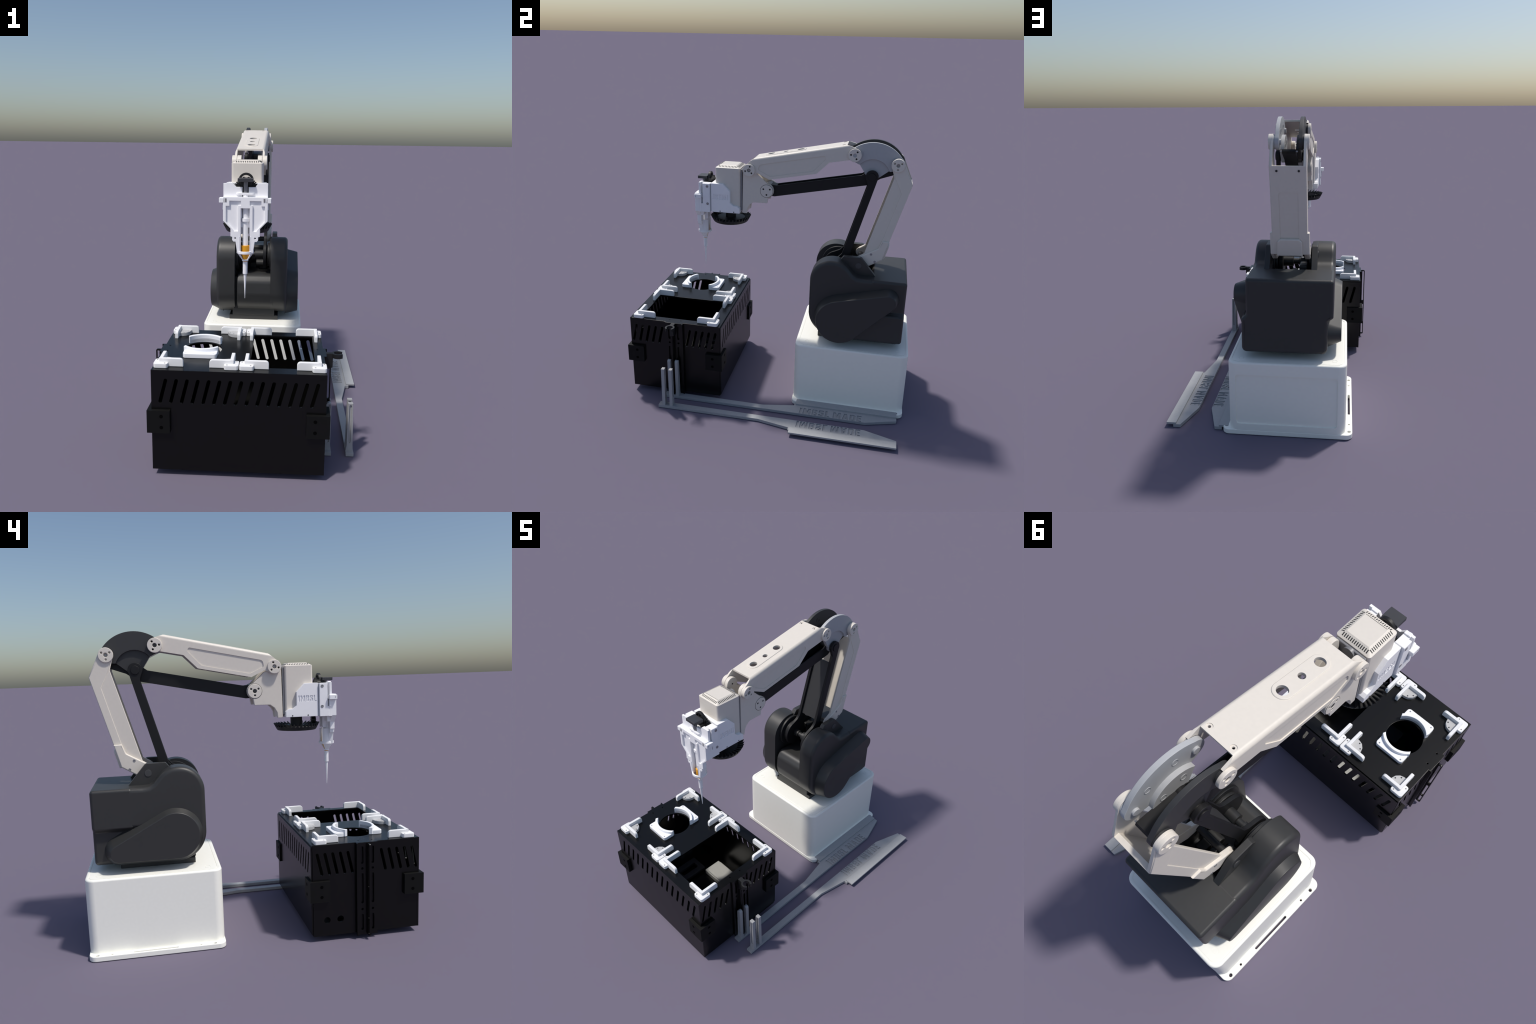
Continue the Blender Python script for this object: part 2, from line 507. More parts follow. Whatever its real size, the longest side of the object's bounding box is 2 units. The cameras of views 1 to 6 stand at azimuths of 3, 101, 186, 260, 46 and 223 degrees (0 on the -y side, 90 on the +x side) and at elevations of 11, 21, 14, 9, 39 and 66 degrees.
# open the channel ends: beyond the slanted end edges nothing bridges the cheeks
end_b = prism([(0.468, 1.9), (0.468, 1.6), (0.75, 1.6), (0.75, 1.9)], 'x', CX - .078, CX + .078)
end_f = prism([(-0.159, 1.8), (-0.159, 1.5), (-0.35, 1.5), (-0.35, 1.8)], 'x', CX - .078, CX + .078)
pocket_l = rounded([(0.328, 1.7725), (-0.125, 1.6835), (-0.128, 1.645), (-0.042, 1.605), (0.252, 1.662), (0.332, 1.748)],
                   [.02, .03, .01, .03, .03, .01], 5)
pockets = [prism(pocket_l, 'x', CX - HW - .01, CX - HW + .0045), prism(pocket_l, 'x', CX + HW - .0045, CX + HW + .01)]
tilt = math.atan2(.125, .623)
def on_top(y):
    return 1.851 - (0.467 - y) * math.tan(tilt)
holes_top = []
for y, r in ((-.054, .0245), (.048, .0165), (.151, .0245), (.445, .0058)):
    for dx in ((0,) if r > .01 else (-.058, .058)):
        m = plate(circle((0, 0), r, 28), 'z', -.03, .03)
        m.transform(Matrix.Translation((CX + dx, y, on_top(y))) @ Matrix.Rotation(tilt, 4, 'X'))
        holes_top.append(m)
        if r < .01:
            m = plate(circle((0, 0), .013, 20), 'z', -.003, .03)
            m.transform(Matrix.Translation((CX + dx, y, on_top(y))) @ Matrix.Rotation(tilt, 4, 'X'))
            holes_top.append(m)
pad = plate(slot((0, -.103), (0, .103), .084, 14), 'z', -.008, .0035, .0035)
pad.transform(Matrix.Translation((CX, .0485, on_top(.0485))) @ Matrix.Rotation(tilt, 4, 'X'))
fm = carve(forearm_mesh(), [pad], 'UNION')
fm = carve(fm, [cutter, end_b, end_f] + pockets + holes_top)
forearm = part("forearm", fm, ARM_WHITE, robot)
for sgn in (-1, 1):
    joint_disc(A, .0435, CX + sgn * .088, CX + sgn * .106, 55 if sgn < 0 else 55, "joint_disc", forearm)
    joint_disc(W, .0425, CX + sgn * .088, CX + sgn * .107, 75, "joint_disc", forearm)

# ================================================================== REAR LINK (white channel)
rear = [(0.905, 1.612), (0.787, 1.200), (0.753, 1.076), (0.676, 1.026)]
c_out = arc(B, .044, 10, 170, 12) + [(0.765, 1.735), (0.790, 1.651), (0.634, 1.108)] + arc((0.603, 1.052), .033, 100, 270, 10) + \
        [(0.676, 1.026), (0.760, 1.076), (0.795, 1.200), (0.9125, 1.612), (0.852, 1.745)]
link_full = plate(c_out, 'x', CX - .101, CX + .101, .004)
inset = .014
cut2 = [(1.1, 1.614), (0.890, 1.614), (0.772, 1.202), (0.738, 1.080), (0.700, 0.9), (0.4, 0.9), (0.4, 1.95), (1.1, 1.95)]
link = carve(link_full, [prism(cut2, 'x', CX - .087, CX + .087),
                         prism([(.70, 1.0), (.70, 1.075), (.76, 1.0745), (.8, 1.0)], 'x', CX - .087, CX + .087)] +
             [plate(circle((0, 0), .006, 16), 'z', -.1, .1) for _ in ()])
bang = math.atan2(0.118, 0.412)
recess = plate(rect(-.056, .09, .056, .40, .012), 'y', -.004, .02)
recess.transform(Matrix.Translation((CX, .7605, 1.077)) @ Matrix.Rotation(-bang, 4, 'X'))
link = carve(link, [recess])
link_ob = part("rear_link", link, ARM_WHITE, robot)
flare = rounded([(0.797, 1.212), (0.750, 1.214), (0.728, 1.158), (0.634, 1.106), (0.590, 1.082), (0.57, 1.055), (0.59, 1.021), (0.676, 1.026), (0.760, 1.076)],
                [0, .004, .02, 0, .02, .02, .02, .004, .004])
part("link_foot", both(plate(flare, 'x', CX + .084, CX + .117, .007, res=3)), ARM_WHITE, link_ob)
band = [(0.866, 1.697), (0.797, 1.651), (0.846, 1.551), (0.747, 1.206), (0.789, 1.2065), (0.906, 1.612)]
part("link_rib", both(plate([(0.850, 1.73), (0.778, 1.73), (0.7965, 1.652), (0.846, 1.551), (0.7485, 1.206), (0.793, 1.2), (0.910, 1.612)], 'x', CX + .099, CX + .1045, .003)), ARM_WHITE, link_ob)
bulge = plate(rounded([(-.076, 1.070), (.076, 1.070), (.073, 1.165), (.055, 1.183), (-.055, 1.183), (-.073, 1.165)], [.002, .002, .012, .012, .012, .012]), 'y', -.004, .016, .007)
bang = math.atan2(0.118, 0.412)
bulge.transform(Matrix.Translation((CX, .760 - .001, 1.076)) @ Matrix.Rotation(-bang, 4, 'X') @ Matrix.Translation((0, 0, -1.076)))
part("link_bulge", bulge, ARM_WHITE, link_ob)
scr = []
for y, z in ((0.683, 1.114), (0.712, 1.062)):
    scr += [tube((y, z), .004, .0085, CX + .116, CX + .1185, 'x', .0008, 20), plate(circle((y, z), .005, 12), 'x', CX + .11, CX + .1175)]
part("link_screw", both(join(*scr)), STEEL, link_ob, stuff=True)
bs = []
for dx in (-.062, .062):
    m = plate(circle((0, 0), .0065, 16), 'y', -.002, .003)
    m.transform(Matrix.Translation((CX + dx, .9055, 1.586)) @ Matrix.Rotation(-bang, 4, 'X'))
    bs.append(m)
part("link_screw", join(*bs), SCREW_DARK, link_ob, stuff=True)
for sgn in (-1, 1):
    joint_disc(B, .0435, CX + sgn * .088, CX + sgn * .1155, 30, "joint_disc", link_ob)
part("rear_axle", plate(circle(C, .018, 24), 'x', -.26, .005), DARK_IN, link_ob)

# ================================================================== FORWARD LINK BAR (black channel)
d = Vector((L[0] - E[0], L[1] - E[1])).normalized(); nrm = Vector((-d.y, d.x))
def along(t, h):      # t metres from elbow towards the wrist, h above the axis
    return (E[0] + d.x * t - nrm.x * h, E[1] + d.y * t - nrm.y * h)
bar_o = [along(.02, .030), along(.035, .012), along(.735, .004 + .012)]
bar_pts = [along(-.19, .012), along(-.195, .0), along(-.185, -.012), along(-.05, -.030), along(.03, -.062), along(.69, -.053)] + \
          arc(L, .043, 250, 100, 8) + [along(.66, .022), along(.07, .012), along(.03, .03), along(-.05, .03)]
bar = plate(bar_pts, 'x', CX - .039, CX + .039, .002)
bar = carve(bar, [prism([along(-.01, .1), along(.66, .1), along(.66, -.045), along(-.01, -.045)], 'x', CX - .031, CX + .031)])
fbar = part("forward_link", bar, LINK_BLACK, robot)
part("link_bolt", join(*[plate(circle(along(-.183, 0), .005, 12), 'x', CX - .05, CX + .05)]), STEEL, fbar)
part("link_hub", plate(circle(E, .036, 28), 'x', CX - .045, CX + .045, .002), LINK_BLACK, fbar)

# ================================================================== WRIST BRACKET (white)
br = [(-0.240, 1.615), (-0.2435, 1.328), (-0.212, 1.327), (-0.208, 1.362), (-0.192, 1.390), (-0.165, 1.410), (-0.066, 1.411), (-0.058, 1.455)] + \
     arc(L, .049, -70, 80, 8) + [(-0.130, 1.612)] + arc(W, .043, -30, 180, 14)
brp = plate(br, 'x', CX + .050, CX + .0765, .003)
wrist = part("wrist_bracket", both(brp), ARM_WHITE, robot)
part("bracket_web", box(CX - .06, CX + .06, -.244, -.214, 1.33, 1.56, .003), ARM_WHITE, wrist)
part("bracket_web", box(CX - .06, CX + .06, -.19, -.085, 1.413, 1.435, .003), ARM_WHITE, wrist)
part("lug_hole", both(plate(circle(W, .0055, 14), 'x', CX + .0494, CX + .052)), SCREW_DARK, wrist, stuff=True)
for sgn in (-1, 1):
    joint_disc(L, .0445, CX + sgn * .066, CX + sgn * .079, 90 + 60, "joint_disc", wrist, centre=sgn < 0)
    part("disc_seam", plate(circle(L, .0465, 40), 'x', min(CX + sgn * .05, CX + sgn * .0772), max(CX + sgn * .05, CX + sgn * .0772)), DARK_IN, wrist)
part("link_hub", plate(circle(L, .046, 32), 'x', CX - .049, CX + .049, .002), SECTOR_GREY, wrist)

# ================================================================== HEAD: motor box
mb = [rect(CX - .09 + i, -.437 + i, CX + .09 - i, -.257 - i, max(.014 - i * .3, .004), 4) for i in (0, 0, 0, .030, .032)]
motor = loft([(1.331, mb[0]), (1.634, mb[1]), (1.645, mb[2]), (1.6625, mb[3]), (1.6638, mb[4])], 'z')
motor_ob = part("motor_box", motor, ARM_WHITE, robot)
slits = []
for k in range(13):
    t = (k - 6) * .0105
    for q in range(4):
        m = box(t - .0024, t + .0024, -.0825, -.0655, -.0012, .0006)
        m.transform(Matrix.Translation((CX, -.347, 1.654)) @ Matrix.Rotation(q * math.pi / 2, 4, 'Z') @
                    Matrix.Translation((0, -.074, 0)) @ Matrix.Rotation(math.radians(30.2), 4, 'X') @ Matrix.Translation((0, .074, 0)))
        slits.append(m)
slits.append(box(CX - .056, CX + .056, -.405, -.4035, 1.6625, 1.6645))
part("vent_slits", join(*slits), SCREW_DARK, motor_ob, stuff=True)
part("dark_gap_block", box(CX - .078, CX + .078, -.2575, -.2445, 1.345, 1.64, .004), ROD_GREY, motor_ob)  # solid grey block filling the dark slot between the wrist bracket and the motor box
part("cable_gland", lathe([(.03, -.25), (.03, -.235)], (CX, 1.615), 'y', 28), ROD_GREY, motor_ob)

# ================================================================== HEAD: bevel gear
def bevel_gear(cx, cy, teeth):
    """Upward-facing bevel gear: dished body of revolution with tapered radial teeth."""
    prof = [(.001, 1.243), (.122, 1.243), (.1255, 1.246), (.136, 1.266), (.131, 1.270), (.106, 1.270), (.098, 1.272), (.03, 1.272)]
    out = [lathe(prof, (cx, cy), 'z', 72)]
    sec = [(.101, 1.258, .0045), (.104, 1.276, .0016), (.148, 1.288, .0022), (.128, 1.250, .0058)]
    for i in range(teeth):
        bm = bmesh.new()
        v0 = [bm.verts.new((r, -h, z)) for r, z, h in sec]
        v1 = [bm.verts.new((r, h, z)) for r, z, h in sec]
        bm.faces.new(v0[::-1]); bm.faces.new(v1)
        for k in range(4):
            bm.faces.new((v0[k], v0[(k + 1) % 4], v1[(k + 1) % 4], v1[k]))
        bmesh.ops.recalc_face_normals(bm, faces=bm.faces)
        m = bpy.data.meshes.new("tooth"); bm.to_mesh(m); bm.free()
        m.transform(Matrix.Translation((cx, cy, 0)) @ Matrix.Rotation(TAU * i / teeth, 4, 'Z'))
        out.append(m)
    return join(*out)
gear = part("bevel_gear", bevel_gear(CX, -.3475, 36), GEAR_BLACK, robot)
part("gear_hub", lathe([(.038, 1.256), (.038, 1.335)], (CX, -.3475), 'z', 32), GEAR_BLACK, gear)
pin_teeth = [lathe([(.012, -.475), (.022, -.472), (.017, -.447), (.008, -.445)], (CX, 1.300), 'y', 24)]
for i in range(12):
    a = TAU * i / 12
    m = box(-.003, .003, -.473, -.447, .017, .0245)
    m.transform(Matrix.Translation((CX, 0, 1.300)) @ Matrix.Rotation(a, 4, 'Y'))
    pin_teeth.append(m)
part("pinion", join(*pin_teeth), GEAR_BLACK, gear)

# ================================================================== HEAD: gripper body
cov = rounded([(-.256, 1.330), (-.256, 1.366), (-.274, 1.380), (-.300, 1.381), (-.325, 1.402), (-.326, 1.484), (-.376, 1.535), (-.4625, 1.536), (-.4625, 1.329)], 0)
cover_me = plate(cov, 'x', CX - .113, CX + .113, .0025, res=1)
txt = text_mesh("IMBSL", .116, .038, .004)
for tl in txt:
    tl.transform(Matrix.Translation((CX - .113, -.394, 1.442)) @ Matrix(((0, 0, -1, 0), (-1, 0, 0, 0), (0, 1, 0, 0), (0, 0, 0, 1))))
cover_me = carve(cover_me, txt + [mirrored(t) for t in txt])
grip = part("gripper_body", cover_me, HEAD_WHITE, robot)
part("clamp_seam", box(CX - .110, CX + .110, -.470, -.460, 1.332, 1.532), SECTOR_GREY, grip)
# clamp block with V-notched front lip
clamp_o = [(-.125, 1.327), (.125, 1.327), (.125, 1.541), (.071, 1.541), (.054, 1.518), (-.052, 1.518), (-.075, 1.541), (-.090, 1.541), (-.095, 1.543), (-.105, 1.543), (-.110, 1.538), (-.125, 1.538)]
clamp_o = [(CX + .001 + x, z) for x, z in clamp_o]
clamp = join(plate(clamp_o, 'y', -.549, -.528, .002, res=1), box(CX - .125, CX + .125, -.53, -.469, 1.327, 1.534, .002, 1))
notch = join(box(CX - .135, CX - .108, -.535, -.521, 1.39, 1.56), box(CX + .108, CX + .135, -.535, -.521, 1.39, 1.56))
clamp = carve(clamp, [notch, prism([(CX - .073, 1.48), (CX + .073, 1.48), (CX + .073, 1.56), (CX - .073, 1.56)], 'y', -.535, -.455),
                      lathe([(.019, 1.25), (.019, 1.56)], (CX, -.545), 'z', 24)])
clamp_ob = part("clamp_block", clamp, HEAD_WHITE, grip)
scr = []
for y, z in ((-.487, 1.515), (-.485, 1.390)):
    scr += [tube((y, z), .004, .0095, CX + .1245, CX + .1268, 'x', .0006, 20), plate(circle((y, z), .0045, 12), 'x', CX + .1245, CX + .1258)]
part("clamp_screw", both(join(*scr)), STEEL, clamp_ob, stuff=True)
part("cover_screw", both(join(*[plate(circle(c, .0042, 12), 'x', CX + .112, CX + .1138) for c in ((-.297, 1.338), (-.397, 1.338))])), SCREW_DARK, grip, stuff=True)
# front mask
MX = CX + .002
half = [(0.125, 1.464), (0.125, 1.331), (0.083, 1.287), (0.083, 1.243), (0.073, 1.240), (0.073, 1.222), (0.066, 1.213), (0.054, 1.213)]
slot_hw = .0255
left_h = [(MX - x, z) for x, z in half]
mask_half = [(MX + x, z) for x, z in half]
mask = mask_half + [(MX + .045, 1.150), (MX + slot_hw, 1.150), (MX + slot_hw, 1.402), (MX - slot_hw, 1.402), (MX - slot_hw, 1.150), (MX - .045, 1.150)] + left_h[::-1]
def pocket(s):
    return [(MX + s * x, z) for x, z in ((.109, 1.414), (.109, 1.327), (.066, 1.280), (.063, 1.272), (.041, 1.272), (.041, 1.418), (.025, 1.418), (.025, 1.443), (.089, 1.443), (.089, 1.414))]
mh = [circle((MX - .056, 1.233), .005, 12), circle((MX + .056, 1.233), .005, 12)]
mask_me = join(plate(mask, 'y', -.566, -.548, .001, mh, res=1), plate(mask, 'y', -.577, -.565, .0015, [pocket(-1), pocket(1)] + mh, res=1))
front = part("front_mask", mask_me, HEAD_WHITE, grip)
ears = both(join(box(CX + .100, CX + .146, -.577, -.528, 1.431, 1.459, .002, 1), box(CX + .1255, CX + .131, -.54, -.53, 1.39, 1.43)))
part("mask_ear", ears, HEAD_WHITE, front)
part("ear_hole", both(join(box(CX + .104, CX + .112, -.579, -.56, 1.437, 1.456), plate(circle((-.566, 1.445), .003, 10), 'x', CX + .145, CX + .1468))), ROD_GREY, front)
part("mask_backing", box(CX - .09, CX + .09, -.55, -.527, 1.29, 1.33, .002, 1), HEAD_WHITE, front)
# pipette holder: two wall shells, a ring and a cone of struts
PX, PY = -0.1265, -0.545
def shell_arc(r0, r1, a0, a1, n=10):
    return arc((PX, PY), r1, a0, a1, n) + arc((PX, PY), r0, a1, a0, n)
hold = [plate(shell_arc(.040, .047, s - 48, s + 48), 'z', 1.150, 1.243, .001, res=1) for s in (0, 180)]
hold.append(tube((PX, PY), .040, .049, 1.143, 1.158, bevel=.0015))
for s in (0, 180):
    a0, a1 = s - 42, s + 42
    hold.append(loft([(1.145, shell_arc(.039, .047, a0, a1)), (1.104, shell_arc(.012, .018, a0, a1))], 'z'))
hold.append(tube((PX, PY), .010, .018, 1.098, 1.108, bevel=.001))
part("pipette_holder", join(*hold), HEAD_WHITE, grip)

# ================================================================== PIPETTE
PC = (PX, PY)
rod = part("plunger_rod", lathe([(.016, 1.552), (.016, 1.548), (.0115, 1.546), (.0115, 1.480)], PC, 'z', 24), ROD_GREY, grip)
flange = plate(slot((PX - .036, PY), (PX + .036, PY), .034, 10), 'z', 1.475, 1.487, .002)
barrel = lathe([(.0165, 1.480), (.0165, 1.345), (.0165, 1.18)], PC, 'z', 28)
part("pipette_barrel", join(flange, barrel, lathe([(.0245, 1.344), (.0245, 1.326)], PC, 'z', 28),
                            box(PX - .034, PX - .019, -.535, -.512, 1.25, 1.40), box(PX + .019, PX + .034, -.535, -.512, 1.25, 1.40)), HEAD_WHITE, rod)
part("pipette_collar", lathe([(.02, 1.189), (.0238, 1.187), (.0238, 1.143), (.0225, 1.135), (.0128, 1.106), (.0126, 1.0935)], PC, 'z', 32), ORANGE, rod)
part("pipette_tip", lathe([(.0135, 1.0935), (.0135, 1.024), (.0125, 1.022), (.0085, 1.0195), (.001, .877)], PC, 'z', 28), HEAD_WHITE, rod)
# black thumb platform and toothed wheel above the clamp
knob = part("plunger_knob", box(-.170, -.085, -.580, -.512, 1.548, 1.5685, .002, 1), FRAME_DARK, grip)
part("knob_foot", box(-.158, -.097, -.53, -.505, 1.524, 1.55, .002, 1), GEAR_BLACK, knob)
wheel = [tube((CX, 1.553), .030, .043, -.507, -.490, 'y', .002, 36), box(CX - .042, CX + .042, -.505, -.492, 1.535, 1.560),
         plate(circle((CX, 1.497), .063, 40), 'y', -.495, -.478, .002)]
for i in range(22):
    a = math.radians(-8 + 196 * i / 21)
    m = box(.061, .0715, -.497, -.476, -.0035, .0035)
    m.transform(Matrix.Translation((CX, 0, 1.497)) @ Matrix.Rotation(-a, 4, 'Y'))
    wheel.append(m)
for dx in (-.014, .014):
    wheel.append(plate(circle((CX + dx, 1.566), .0065, 14), 'y', -.503, -.488))
part("drive_wheel", join(*wheel), GEAR_BLACK, knob)

# ================================================================== EQUIPMENT BOX
X0, X1, Y0, Y1, Z0, Z1 = -0.584, 0.332, -0.978, -0.307, 0.034, 0.597
T = 0.012
fr_slots = [slot((-.511 + .0567 * k - .026, .423), (-.511 + .0567 * k + .004, .541), .0185) for k in range(15)]
bk_slots = [slot((.259 - .0567 * k + .026, .423), (.259 - .0567 * k - .004, .541), .0185) for k in range(15)]
case = part("front_panel", plate(rect(X0, Z0, X1, Z1 - .001), 'y', Y0, Y0 + T, .001, fr_slots, res=1), BOX_BLACK, box_thing)
part("rear_panel", plate(rect(X0 + .004, Z0 + .012, X1, Z1 - .010), 'y', Y1 - .003, Y1 + .006, .001, bk_slots, res=1), BOX_BLACK, box_thing)
side_slots = [slot((y0 + k * p - .027, .420), (y0 + k * p, .540), .0175) for y0, p in ((-.931, .0487), (-.529, .0472)) for k in range(5)]
part("side_panel", plate(rect(Y0 + T, Z0, Y1 - .004, Z1 - .001), 'x', X1 - T, X1, .001, side_slots, res=1), BOX_BLACK, box_thing)
left_holes = [circle((-.396, .131), .0195, 24), circle((-.479, .132), .0205, 24)]
part("side_panel", plate(rect(Y0 + T, Z0, Y1 - .004, Z1 - .001), 'x', X0, X0 + T, .001, side_slots + left_holes, res=1), BOX_BLACK, box_thing)
part("floor_panel", plate(rect(X0 + T - .002, Y0 + T - .002, X1 - T + .002, Y1 - .002), 'z', Z0 + .002, Z0 + .014), BOX_BLACK, box_thing)
lid_o = [(X0 + .002, Y0 + .001), (X1 - .001, Y0 + .001), (X1 - .001, -.709), (X1 + .014, -.709), (X1 + .014, -.577), (X1 - .001, -.577), (X1 - .001, Y1 - .001),
         (X0 + .002, Y1 - .001), (X0 + .002, -.577), (X0 - .012, -.577), (X0 - .012, -.709), (X0 + .002, -.709)]
lid_holes = [circle((-.3555, -.643), .107, 56), rect(-.076, -.903, .277, -.383, .004)] + \
            [circle((x, y), .0048, 12) for x in (-.555, .299) for y in (-.688, -.603)]
part("lid_panel", plate(lid_o, 'z', Z1 - .011, Z1, .001, lid_holes, res=1), BOX_BLACK, box_thing)

# corner brackets wrapped round the vertical edges
def corner_tab(sx, sy):
    xo, yo = (X0 - .0215 if sx < 0 else X1 + .0215), (Y0 - .0215 if sy < 0 else Y1 + .018)
    g = .122; t = .021
    o = [(xo, yo), (xo - sx * g, yo), (xo - sx * g, yo - sy * t), (xo - sx * t, yo - sy * t), (xo - sx * t, yo - sy * g), (xo, yo - sy * g)]
    me = plate(o, 'z', .253, .380, .001, res=1)
    return part("corner_bracket", me, TAB_BLACK, box_thing), xo, yo
for sx in (-1, 1):
    for sy in (-1, 1):
        tab, xo, yo = corner_tab(sx, sy)
        hs = []
        for zz in (.286, .348):
            hs.append(plate(circle((xo - sx * .077, zz), .010, 16), 'y', min(yo, yo + sy * .0006), max(yo, yo + sy * .0006)))
            hs.append(plate(circle((yo - sy * .070, zz), .010, 16), 'x', min(xo, xo + sx * .0006), max(xo, xo + sx * .0006)))
        part("bracket_hole", join(*hs), HOLE_BLACK, tab, stuff=True)

# side mounting rails: slotted pads on the wall and a thin slotted fin standing out
rail_slots = [slot((-.678, a), (-.678, b), .016) for a, b in ((.06, .145), (.228, .40), (.474, .565))] + \
             [slot((-.612, a), (-.612, b), .016) for a, b in ((.06, .145), (.228, .40), (.474, .565))] + \
             [circle((y, z), .0075, 12) for y in (-.678, -.612) for z in (.184, .438)]
for s in (-1, 1):
    xw = X0 if s < 0 else X1
    lo, hi = sorted((xw + s * .0005, xw + s * .0125))
    rail = part("mounting_rail", plate(rect(-.708, .022, -.578, .596, .003), 'x', lo, hi, .001, rail_slots, res=1), BOX_BLACK, box_thing)
    lo, hi = sorted((xw + s * .011, xw + s * .044))
    ins, outs = (xw + s * .024, xw + s * .037)
    a, b = sorted((ins, outs))
    part("rail_fin", plate(rect(lo, .020, hi, .592, .01), 'y', -.656, -.644, .002,
                           [rect(a, .030, b, .115, .004), rect(a, .128, b, .29, .004), rect(a, .325, b, .582, .004)], res=1), BOX_BLACK, rail)
    part("rail_flange", box(min(xw + s * .011, xw + s * .022), max(xw + s * .011, xw + s * .022), -.583, -.576, .022, .596), BOX_BLACK, rail)
# tube clip on the right-hand rail
ring = arc((0.411, -.646), .0335, 35, 325, 28) + arc((0.411, -.646), .0215, 325, 35, 28)
hook = join(plate(ring, 'z', .572, .5975, .001, res=1), box(.34, .386, -.653, -.639, .572, .5965),
            plate([(.345, .596), (.385, .596), (.384, .515), (.345, .50)], 'y', -.66, -.632, .001, res=1))
part("tube_clip", hook, GEAR_BLACK, box_thing)

# white corner clips: L-shaped wall with rounded ends on a pad with two screw holes
def clip_mesh():
    t, ln, h = .019, .128, .045
    wall = rounded([(0, 0), (ln, 0), (ln, h), (0, h)], [0, .002, .018, 0], 5)
    a = plate([(x - t / 2, z) for x, z in wall], 'y', -t / 2, t / 2, .003)
    b = a.copy(); b.transform(Matrix.Rotation(math.pi / 2, 4, 'Z') @ Matrix.Scale(-1, 4, (0, 1, 0))); b.transform(Matrix.Translation((.0003, .0004, -.0003))); b.flip_normals()
    o = rounded([(-.036, -.036), (.040, -.036), (.040, -.002), (-.002, -.002), (-.002, .040), (-.036, .040)], [.014, .012, 0, 0, 0, .012], 5)
    p = plate(o, 'z', 0.0, .025, .003)
    return carve(carve(a, [b], 'UNION'), [p], 'UNION')
clip_me = clip_mesh()
clip_hole_me = join(*[plate(circle(c, .0042, 12), 'z', .0245, .0256) for c in ((.024, -.024), (-.024, .024))])
insert_me = plate([(.008, .008), (.075, .008), (.074, .026), (.067, .048), (.048, .067), (.026, .074), (.008, .075)], 'z', 0, .022, .002,
                  [circle((.060, .036), .0042, 12), circle((.036, .060), .0042, 12)])
for (xa, xb), inserts in (((-.541, -.165), True), ((-.089, .296), False)):
    for x, y, ang in ((xa, -.917, 0), (xb, -.917, 90), (xb, -.363, 180), (xa, -.363, 270)):
        M = Matrix.Translation((x, y, Z1)) @ Matrix.Rotation(math.radians(ang), 4, 'Z')
        off = Matrix.Translation(-box_thing.location)
        for nm, me, mat in (("corner_clip", clip_me, CLIP_WHITE), ("clip_screw_hole", clip_hole_me, ROD_GREY), ("clip_insert", insert_me, INSERT_GREY)):
            if nm == "clip_insert" and not inserts:
                continue
            if not me.materials:
                me.materials.append(mat); me.name = nm
            ob = bpy.data.objects.new(nm, me)
            bpy.context.scene.collection.objects.link(ob)
            ob.parent = box_thing
            ob.matrix_basis = off @ M
            even_normals(ob)
            if nm == "clip_screw_hole":
                ob["kind"] = "stuff"

# curved holders beside the round opening
def holder_mesh(s):
    c = (-.3555, -.643)
    yb = c[1] + s * .155
    yi = c[1] + s * .098
    inner = [(c[0] + .114 * math.cos(math.radians(a)), c[1] + s * .114 * math.sin(math.radians(a))) for a in range(38, 143, 4)]
    pad = rounded([(c[0] - .094, yi), (c[0] - .094, yb), (c[0] + .094, yb), (c[0] + .094, yi)], [0, .018, .018, 0], 5)
    pad = [(c[0] + .094, yi - 0)] + [p for p in pad if abs(p[1] - yi) > 1e-4][::-1] + [(c[0] - .094, yi)] + inner[::-1][1:-1] if True else pad
    wall = inner + [(c[0] + .131 * math.cos(math.radians(a)), c[1] + s * .131 * math.sin(math.radians(a))) for a in range(138, 41, -4)]
    hole = [circle((c[0] + dx, c[1] + s * .140), .0042, 12) for dx in (-.076, .076)]
    return join(plate(pad, 'z', Z1, Z1 + .026, .003, hole), plate(wall, 'z', Z1 + .001, Z1 + .046, .003))
for s in (-1, 1):
    part("round_holder", holder_mesh(s), CLIP_WHITE, box_thing)

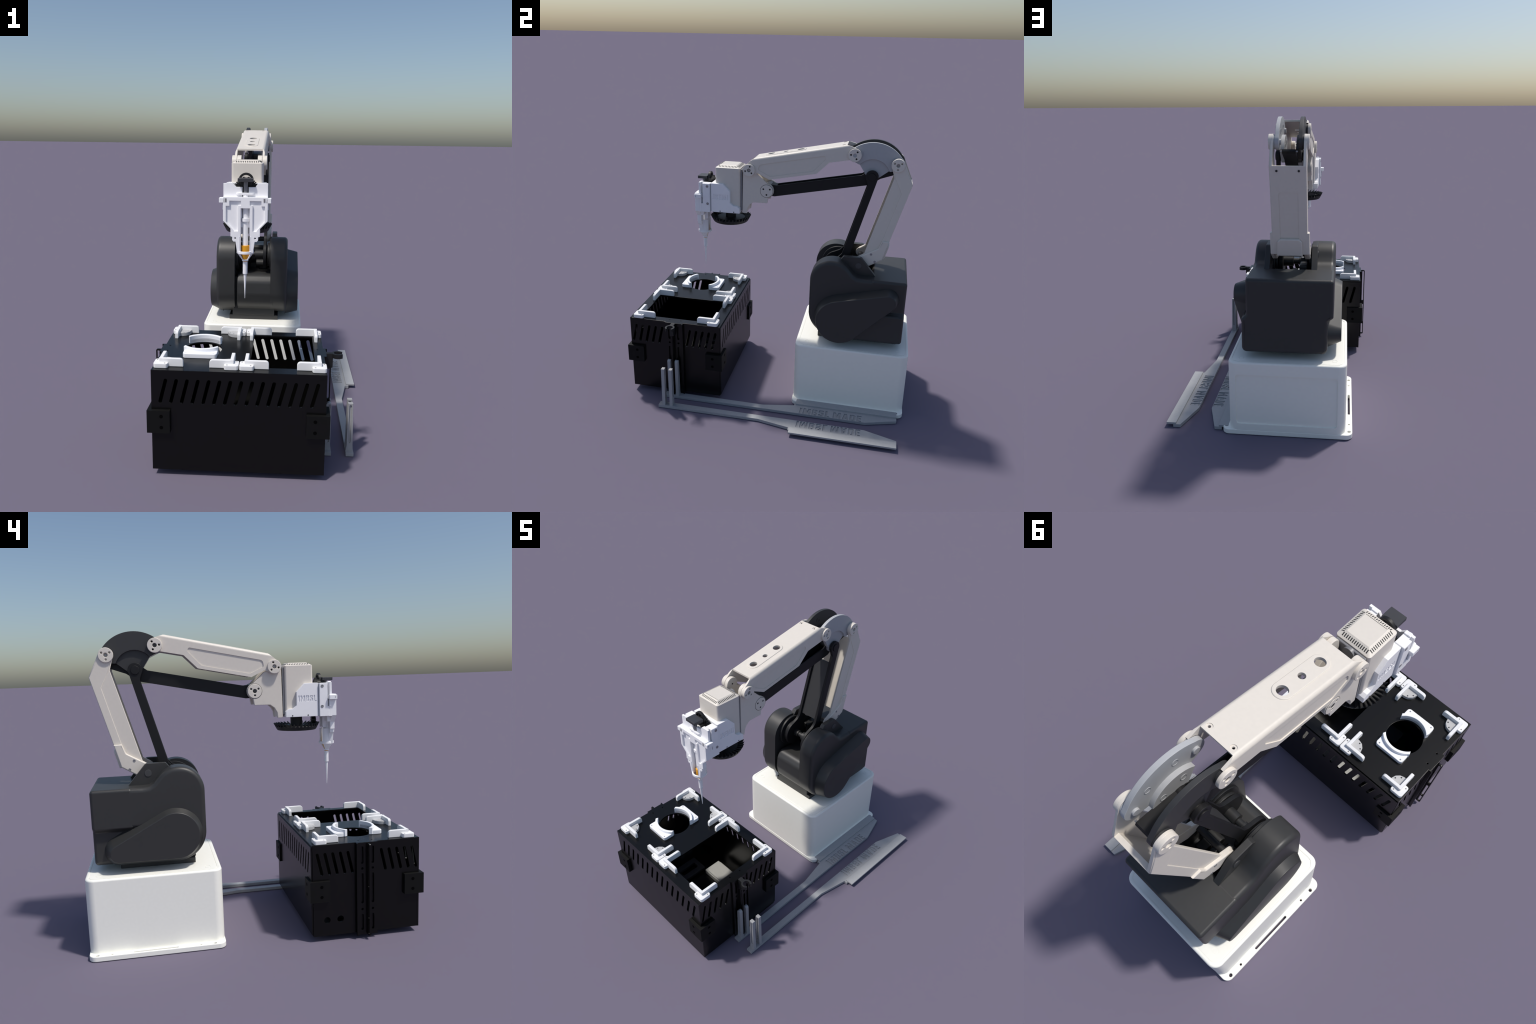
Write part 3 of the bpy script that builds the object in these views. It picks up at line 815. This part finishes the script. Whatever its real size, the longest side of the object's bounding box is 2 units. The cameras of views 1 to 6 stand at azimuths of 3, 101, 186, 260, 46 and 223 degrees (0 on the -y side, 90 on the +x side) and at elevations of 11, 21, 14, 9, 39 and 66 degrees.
# equipment seen inside the box
dev = join(box(-.235, -.05, -.50, -.365, .047, .09, .004, 1), box(-.205, -.06, -.495, -.37, .085, .103, .003, 1))
part("power_unit", dev, DEVICE_GREY, box_thing)
part("socket_frame", plate(rect(-.40, -.68, -.26, -.48, .01), 'z', .06, .085, .004, [rect(-.355, -.655, -.305, -.515, .006)]), FRAME_DARK, box_thing)
part("control_unit", box(-.25, -.14, -.945, -.845, .047, .065, .004, 1), FRAME_DARK, box_thing)
# ================================================================== LETTERED STRIPS
XM = 0.4315       # mirror plane between the two strips
def strip_mesh():
    o = [(.345, -.716), (.3895, -.716), (.3895, .745), (.323, .960), (.278, .960), (.278, .235), (.303, .235), (.346, .015)]
    m = plate(o, 'z', 0.0, .0205, .0008, res=1)
    letters = text_mesh("IMBSL MADE", .436, .066, .006)
    for t in letters:
        t.transform(Matrix.Translation((.3535, .502, .0205)) @ Matrix(((0, -1, 0, 0), (1, 0, 0, 0), (0, 0, 1, 0), (0, 0, 0, 1))))
    m = carve(m, letters)
    lip = box(.2355, .296, .245, .9595, .0185, .0315, .0008, 1)
    return join(m, lip)
def post_mesh(y0, y1, rnd):
    p = rounded([(.3465, .018), (.3885, .018), (.3845, .055), (.3845, .312), (.3555, .312), (.3495, .055)], [0, 0, .02, .014 if rnd else .002, .014 if rnd else .002, .02], 5)
    s = slot((.3695, .075), (.3695, .295), .014)
    lo, hi = y0, y1
    return join(plate(p, 'y', lo, hi, .0015, [s], res=1), plate(slot((.3695, .075), (.3695, .295), .015), 'y', (lo + hi) / 2 - .004, (lo + hi) / 2 + .004))
sm = strip_mesh()
for k, name_label in ((0, "grey strip engraved with lettering, two upright prongs"), (1, "mirrored grey strip engraved with lettering and prongs")):
    th = thing("lettered_strip", (XM - .06 if k == 0 else XM + .06, 0.12, 0), name_label, "plastic strip")
    fl = (lambda m: mirrored(m, XM)) if k else (lambda m: m)
    part("strip_body", fl(sm.copy()), STRIP_GREY, th)
    for y0, y1 in ((-.688, -.665), (-.633, -.610)):
        part("prong", fl(post_mesh(y0, y1, k == 0)), STRIP_GREY, th)
